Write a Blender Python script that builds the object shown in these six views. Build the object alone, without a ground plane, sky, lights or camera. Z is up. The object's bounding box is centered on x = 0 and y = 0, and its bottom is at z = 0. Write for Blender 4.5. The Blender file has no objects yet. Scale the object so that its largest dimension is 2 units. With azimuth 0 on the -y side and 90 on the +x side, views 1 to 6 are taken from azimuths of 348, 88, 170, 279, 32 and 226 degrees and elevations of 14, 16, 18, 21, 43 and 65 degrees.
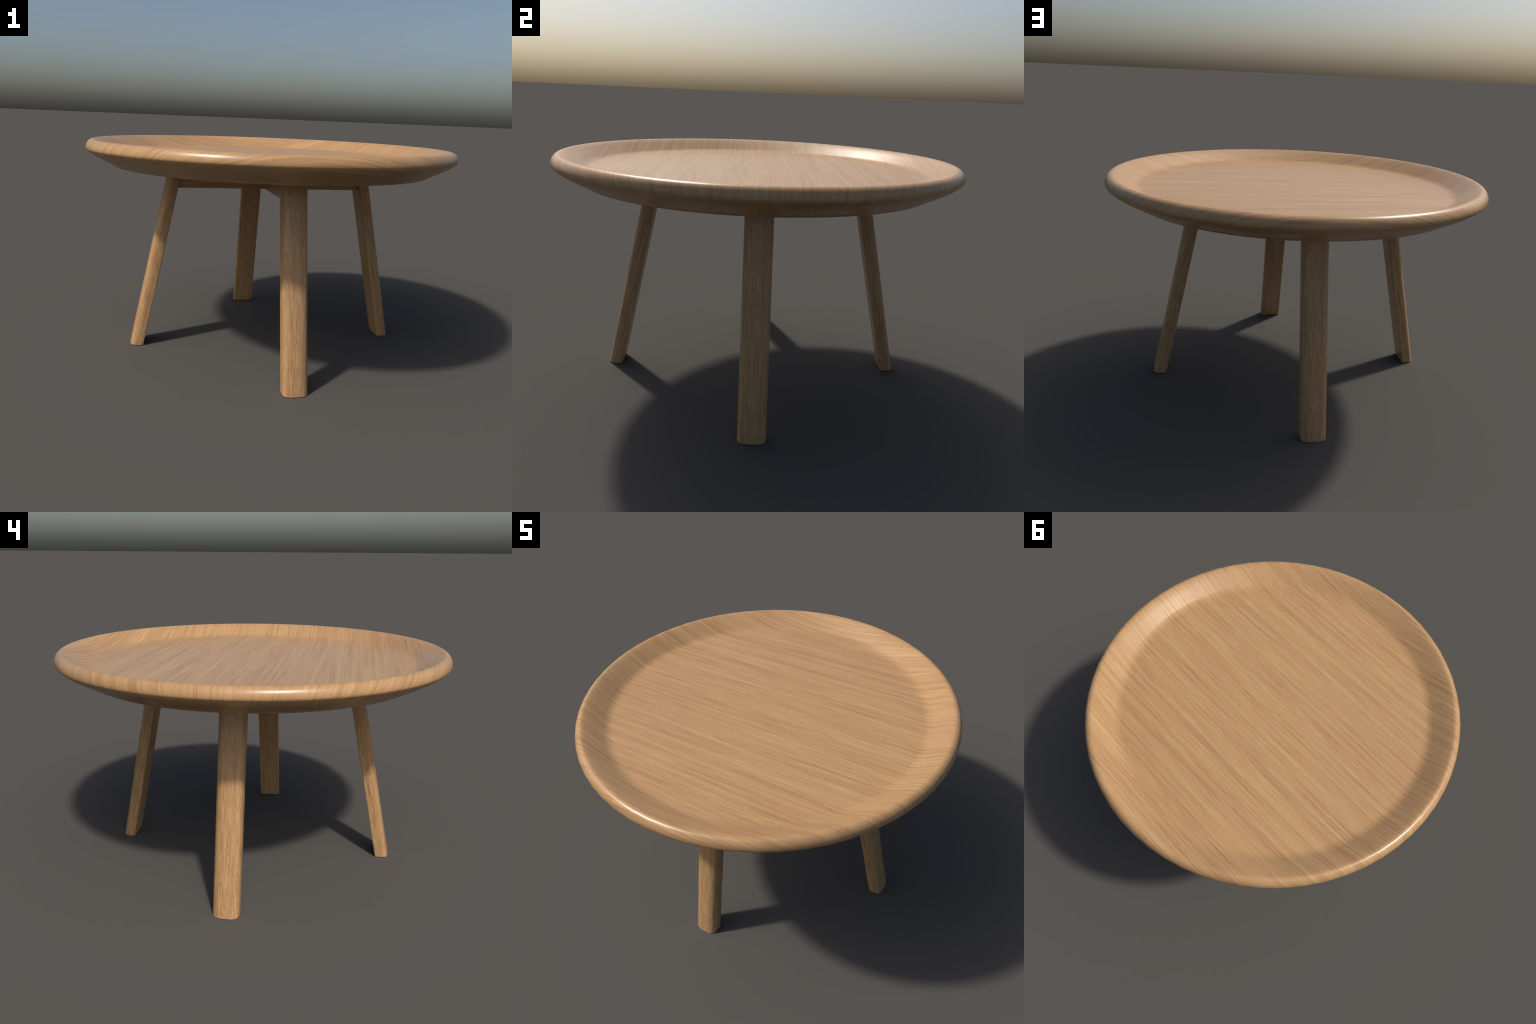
"""Round oak tray coffee table: dished top on four splayed legs tied by a cross of two bars."""
import bpy, bmesh, math
from mathutils import Vector

# ------------------------------------------------------------------ sizes (metres)
R = 1.0              # rim radius
SEGMENTS = 64        # the turned top has 64 facets round its outline
Z_TOP = 1.1515       # highest line of the rim
Z_UNDER = 1.0155     # flat underside of the top
Z_FLOOR = 1.0865      # tray floor
LEAN = 0.2135        # legs run inwards by this much per metre of height
LEG_HALF = 0.0637    # half width of a leg across
LEG_IN, LEG_OUT = 0.7125, 0.7865   # radial extent of the foot
BAR_HALF = 0.037
BAR_BOTTOM = 0.900


# ------------------------------------------------------------------ node helpers
class Graph:
    def __init__(self, name):
        self.mat = bpy.data.materials.new(name)
        self.mat.use_nodes = True
        self.nt = self.mat.node_tree
        self.bsdf = self.nt.nodes["Principled BSDF"]

    def node(self, kind, **props):
        n = self.nt.nodes.new(kind)
        for k, v in props.items():
            setattr(n, k, v)
        return n

    def put(self, socket, value):
        if isinstance(value, bpy.types.NodeSocket):
            self.nt.links.new(value, socket)
        else:
            socket.default_value = value

    def math(self, op, a, b=0.0, c=0.0):
        n = self.node("ShaderNodeMath", operation=op)
        for i, v in enumerate((a, b, c)):
            self.put(n.inputs[i], v)
        return n.outputs[0]

    def combine(self, x, y, z):
        n = self.node("ShaderNodeCombineXYZ")
        for i, v in enumerate((x, y, z)):
            self.put(n.inputs[i], v)
        return n.outputs[0]

    def noise(self, along, across, depth, scale, detail=2.0, rough=0.5, offset=0.0):
        v = self.combine(self.math("MULTIPLY_ADD", along, scale[0], offset),
                         self.math("MULTIPLY", across, scale[1]),
                         self.math("MULTIPLY_ADD", depth, scale[2], offset * 1.7))
        n = self.node("ShaderNodeTexNoise", noise_dimensions="3D")
        self.put(n.inputs["Vector"], v)
        n.inputs["Scale"].default_value = 1.0
        n.inputs["Detail"].default_value = detail
        n.inputs["Roughness"].default_value = rough
        return n.outputs["Fac"]

    def ramp(self, fac, stops):
        n = self.node("ShaderNodeValToRGB")
        els = n.color_ramp.elements
        els[0].position, els[0].color = stops[0][0], (*stops[0][1], 1)
        els[1].position, els[1].color = stops[-1][0], (*stops[-1][1], 1)
        for p, c in stops[1:-1]:
            e = els.new(p)
            e.color = (*c, 1)
        self.put(n.inputs[0], fac)
        return n.outputs[0]

    def remap(self, v, lo, hi, a=0.0, b=1.0):
        n = self.node("ShaderNodeMapRange")
        n.interpolation_type = "SMOOTHSTEP"
        self.put(n.inputs[0], v)
        for i, x in enumerate((lo, hi, a, b)):
            n.inputs[i + 1].default_value = x
        return n.outputs[0]

    def mix(self, fac, a, b, blend="MIX"):
        n = self.node("ShaderNodeMix", data_type="RGBA", blend_type=blend)
        self.put(n.inputs[0], fac)
        self.put(n.inputs[6], a)
        self.put(n.inputs[7], b)
        return n.outputs[2]

    def axes(self):
        tc = self.node("ShaderNodeTexCoord")
        s = self.node("ShaderNodeSeparateXYZ")
        self.nt.links.new(tc.outputs["Object"], s.inputs[0])
        return s.outputs[0], s.outputs[1], s.outputs[2]

    def finish(self, colour, roughness, height=None, strength=0.03):
        self.put(self.bsdf.inputs["Base Color"], colour)
        self.put(self.bsdf.inputs["Roughness"], roughness)
        self.bsdf.inputs["IOR"].default_value = 1.5
        if height is not None:
            b = self.node("ShaderNodeBump")
            b.inputs["Strength"].default_value = strength
            b.inputs["Distance"].default_value = 0.002
            self.put(b.inputs["Height"], height)
            self.put(self.bsdf.inputs["Normal"], b.outputs[0])
        return self.mat


# linear base colours of oiled oak
DARK = (0.325, 0.174, 0.077)
MID = (0.416, 0.242, 0.108)
PALE = (0.490, 0.310, 0.148)
PORE = (0.200, 0.092, 0.045)
RIM_R, RIM_Z, RIM_ROLL = 0.957, 1.111, 0.045   # centre and radius of the rolled rim


def veneer_material():
    """Straight-grained oak veneer: grain runs along x and is wrapped over the rolled rim."""
    g = Graph("oak_veneer")
    x, y, z = g.axes()
    # unroll the rim: beyond its crest, distance from the centre is counted along the surface
    r = g.math("SQRT", g.math("ADD", g.math("MULTIPLY", x, x), g.math("MULTIPLY", y, y)))
    turn = g.math("ARCTAN2", g.math("SUBTRACT", r, RIM_R), g.math("SUBTRACT", z, RIM_Z))
    unrolled = g.math("MULTIPLY_ADD", turn, RIM_ROLL, RIM_R)
    on_rim = g.math("GREATER_THAN", r, RIM_R)
    ratio = g.math("DIVIDE", unrolled, g.math("MAXIMUM", r, 0.01))
    k = g.math("ADD", 1.0, g.math("MULTIPLY", on_rim, g.math("SUBTRACT", ratio, 1.0)))
    x, y = g.math("MULTIPLY", x, k), g.math("MULTIPLY", y, k)
    z = 0.0
    sway = g.noise(x, y, z, (0.9, 2.2, 0.0), 1.0)
    ripple = g.noise(x, y, z, (5.0, 12.0, 0.0), 1.0, 0.5, 2.5)
    yy = g.math("ADD", y, g.math("MULTIPLY", g.math("SUBTRACT", sway, 0.5), 0.022))
    yy = g.math("ADD", yy, g.math("MULTIPLY", g.math("SUBTRACT", ripple, 0.5), 0.004))
    bands = g.noise(x, yy, z, (0.5, 10.0, 0), 1.0, 0.5)
    streaks = g.noise(x, yy, z, (1.0, 58.0, 0), 3.0, 0.6, 3.1)
    dashes = g.noise(x, yy, z, (3.0, 120.0, 0), 2.0, 0.6, 9.3)
    fibres = g.noise(x, yy, z, (8.0, 300.0, 0), 2.0, 0.6, 7.7)
    mottle = g.noise(x, yy, z, (70.0, 170.0, 0), 2.0, 0.6, 12.3)
    tone = g.math("MULTIPLY", bands, 0.10)
    for n, w in ((streaks, 0.29), (dashes, 0.23), (fibres, 0.24), (mottle, 0.14)):
        tone = g.math("ADD", tone, g.math("MULTIPLY", n, w))
    colour = g.ramp(tone, [(0.39, DARK), (0.50, MID), (0.615, PALE)])
    # thin dark growth lines, 10 to 20 cm long
    lines = g.noise(x, yy, z, (1.9, 90.0, 0), 2.0, 0.5, 21.0)
    where = g.remap(g.noise(x, yy, z, (2.5, 12.0, 0), 1.0, 0.5, 31.0), 0.40, 0.60)
    dark = g.math("MULTIPLY", g.remap(lines, 0.61, 0.72), where)
    colour = g.mix(g.math("MULTIPLY", dark, 0.46), colour, (*PORE, 1))
    # thin pale rays between them
    rays = g.remap(g.noise(x, yy, z, (2.6, 105.0, 0), 2.0, 0.5, 41.0), 0.60, 0.74)
    colour = g.mix(g.math("MULTIPLY", rays, 0.36), colour, (0.545, 0.355, 0.175, 1))
    # a few pin knots
    pins = g.noise(x, y, z, (40.0, 75.0, 0), 0.0, 0.5, 5.0)
    colour = g.mix(g.math("MULTIPLY", g.remap(pins, 0.84, 0.90), 0.4), colour, (*PORE, 1))
    rough = g.remap(fibres, 0.3, 0.7, 0.34, 0.30)
    return g.finish(colour, rough)


def solid_material(name, axis, lean=0.0):
    """Solid oak with short flecks; grain follows the local axis (z for legs, x for bars)."""
    g = Graph(name)
    x, y, z = g.axes()
    if axis == "z":
        along, across, depth = z, y, g.math("MULTIPLY_ADD", z, lean, x)
    else:
        along, across, depth = x, z, y
    sway = g.noise(along, across, depth, (3.0, 4.0, 4.0), 1.0)
    across = g.math("ADD", across, g.math("MULTIPLY", g.math("SUBTRACT", sway, 0.5), 0.005))
    bands = g.noise(along, across, depth, (1.0, 45.0, 60.0), 2.0, 0.5, 2.0)
    streaks = g.noise(along, across, depth, (7.0, 180.0, 130.0), 3.0, 0.6, 4.0)
    flecks = g.noise(along, across, depth, (34.0, 320.0, 240.0), 2.0, 0.6, 8.0)
    tone = g.math("ADD", g.math("MULTIPLY", bands, 0.16), g.math("MULTIPLY", streaks, 0.46))
    tone = g.math("ADD", tone, g.math("MULTIPLY", flecks, 0.38))
    colour = g.ramp(tone, [(0.40, DARK), (0.50, MID), (0.59, PALE)])
    pores = g.noise(along, across, depth, (13.0, 230.0, 150.0), 3.0, 0.6, 17.0)
    colour = g.mix(g.math("MULTIPLY", g.remap(pores, 0.57, 0.70), 0.58), colour, (0.235, 0.105, 0.052, 1))
    pale = g.noise(along, across, depth, (8.0, 230.0, 150.0), 2.0, 0.5, 27.0)
    colour = g.mix(g.math("MULTIPLY", g.remap(pale, 0.60, 0.72), 0.65), colour, (0.540, 0.375, 0.200, 1))
    return g.finish(colour, 0.36)


# ------------------------------------------------------------------ curves for the profile
def bezier(p0, p1, p2, p3, n):
    out = []
    for i in range(n + 1):
        t = i / n
        s = 1 - t
        out.append(tuple(s ** 3 * a + 3 * s * s * t * b + 3 * s * t * t * c + t ** 3 * d
                         for a, b, c, d in zip(p0, p1, p2, p3)))
    return out


def top_profile():
    """Half section of the dished top from its centre on the floor, over the rim, to the centre below."""
    p = [(0.0, Z_FLOOR), (0.25, Z_FLOOR), (0.5, Z_FLOOR), (0.70, Z_FLOOR), (0.795, Z_FLOOR)]
    # crease, straight wall, then the rounded lip
    p += bezier((0.818, Z_FLOOR), (0.8335, Z_FLOOR), (0.8487, Z_FLOOR + 0.0043), (0.863, 1.0991), 10)
    p += bezier((0.908, 1.1252), (0.9375, 1.1423), (0.9565, Z_TOP), (0.965, Z_TOP), 12)
    p += bezier((0.965, Z_TOP), (0.984, Z_TOP), (1.0, 1.1315), (1.0, 1.1085), 10)[1:]
    p += bezier((1.0, 1.1085), (1.0, 1.0950), (0.9657, 1.0718), (0.897, 1.0388), 12)[1:]
    p += bezier((0.874, 1.0280), (0.864, 1.0222), (0.861, Z_UNDER), (0.850, Z_UNDER), 6)
    p += [(0.70, Z_UNDER), (0.35, Z_UNDER), (0.0, Z_UNDER)]
    return p


def mesh_object(name, bm, material, smooth_angle=None):
    bmesh.ops.recalc_face_normals(bm, faces=bm.faces)
    me = bpy.data.meshes.new(name)
    bm.to_mesh(me)
    bm.free()
    me.materials.append(material)
    ob = bpy.data.objects.new(name, me)
    bpy.context.scene.collection.objects.link(ob)
    if smooth_angle:
        me.polygons.foreach_set("use_smooth", [True] * len(me.polygons))
        me.set_sharp_from_angle(angle=math.radians(smooth_angle))
    return ob


def revolve(profile, segments):
    bm = bmesh.new()
    rings = []
    for r, z in profile:
        if r < 1e-6:
            rings.append([bm.verts.new((0, 0, z))])
        else:
            rings.append([bm.verts.new((r * math.cos(2 * math.pi * i / segments),
                                        r * math.sin(2 * math.pi * i / segments), z)) for i in range(segments)])
    for a, b in zip(rings, rings[1:]):
        for i in range(segments):
            j = (i + 1) % segments
            if len(a) == 1:
                bm.faces.new((a[0], b[i], b[j]))
            elif len(b) == 1:
                bm.faces.new((a[i], b[0], a[j]))
            else:
                bm.faces.new((a[i], b[i], b[j], a[j]))
    return bm


def leg_section():
    """Plan of a leg: flat inside face with crisp arrises, two big round outer corners."""
    pts = []

    def corner(cx, cy, rx, ry, a0, a1, n):
        for i in range(n + 1):
            a = math.radians(a0 + (a1 - a0) * i / n)
            pts.append((cx + rx * math.cos(a), cy + ry * math.sin(a)))
    h, rr, s = LEG_HALF, 0.050, 0.004
    # outer side: one cubed superellipse from flank to flank
    for i in range(33):
        a = math.radians(-90 + 180 * i / 32)
        c, w = abs(math.cos(a)) ** (2 / 3), abs(math.sin(a)) ** (2 / 3)
        pts.append((LEG_OUT - rr + rr * c, math.copysign(h * w, a)))
    corner(LEG_IN + s, h - s, s, s, 90, 180, 4)
    corner(LEG_IN + s, -h + s, s, s, 180, 270, 4)
    return pts


def leg_mesh():
    bm = bmesh.new()
    sec = leg_section()
    rings = []
    for z in [0.0, 0.25, 0.5, 0.75, Z_UNDER + 0.012]:
        rings.append([bm.verts.new((px - LEAN * z, py, z)) for px, py in sec])
    n = len(sec)
    for a, b in zip(rings, rings[1:]):
        for i in range(n):
            j = (i + 1) % n
            bm.faces.new((a[i], a[j], b[j], b[i]))
    bm.faces.new(rings[0][::-1])
    bm.faces.new(rings[-1])
    return bm


def bar_mesh(spans):
    """Straight bar along local x, made of the given stretches, with softly broken lower arrises."""
    bm = bmesh.new()
    h, c, lo, hi = BAR_HALF, 0.003, BAR_BOTTOM, Z_UNDER + 0.008
    sec = [(-h, hi), (-h, lo + c), (-h + c, lo), (h - c, lo), (h, lo + c), (h, hi)]
    for x0, x1 in spans:
        a = [bm.verts.new((x0, y, z)) for y, z in sec]
        b = [bm.verts.new((x1, y, z)) for y, z in sec]
        for i in range(6):
            j = (i + 1) % 6
            bm.faces.new((a[i], a[j], b[j], b[i]))
        bm.faces.new(a[::-1])
        bm.faces.new(b)
    return bm


# ------------------------------------------------------------------ assembly
table = bpy.data.objects.new("coffee_table", None)
bpy.context.scene.collection.objects.link(table)
table["label"] = "round light oak coffee table with tray top and four splayed legs"
table["category"] = "coffee table"

veneer = veneer_material()
leg_wood = solid_material("oak_leg", "z", LEAN)
bar_wood = solid_material("oak_bar", "x")

top = mesh_object("tabletop", revolve(top_profile(), SEGMENTS), veneer, 60)
top.parent = table

first_leg = mesh_object("leg", leg_mesh(), leg_wood, 35)
legs = [first_leg] + [first_leg.copy() for _ in range(3)]
for k, leg in enumerate(legs):
    leg.name = "leg"
    leg.rotation_euler = (0, 0, math.radians(90 * k))
    leg.parent = table
    if k:
        bpy.context.scene.collection.objects.link(leg)

reach = 0.535
bar = mesh_object("crossbar", bar_mesh([(-reach, reach)]), bar_wood, 20)
bar.parent = table
other = mesh_object("crossbar", bar_mesh([(-reach, -BAR_HALF), (BAR_HALF, reach)]), bar_wood, 20)
other.rotation_euler = (0, 0, math.radians(90))
other.parent = table
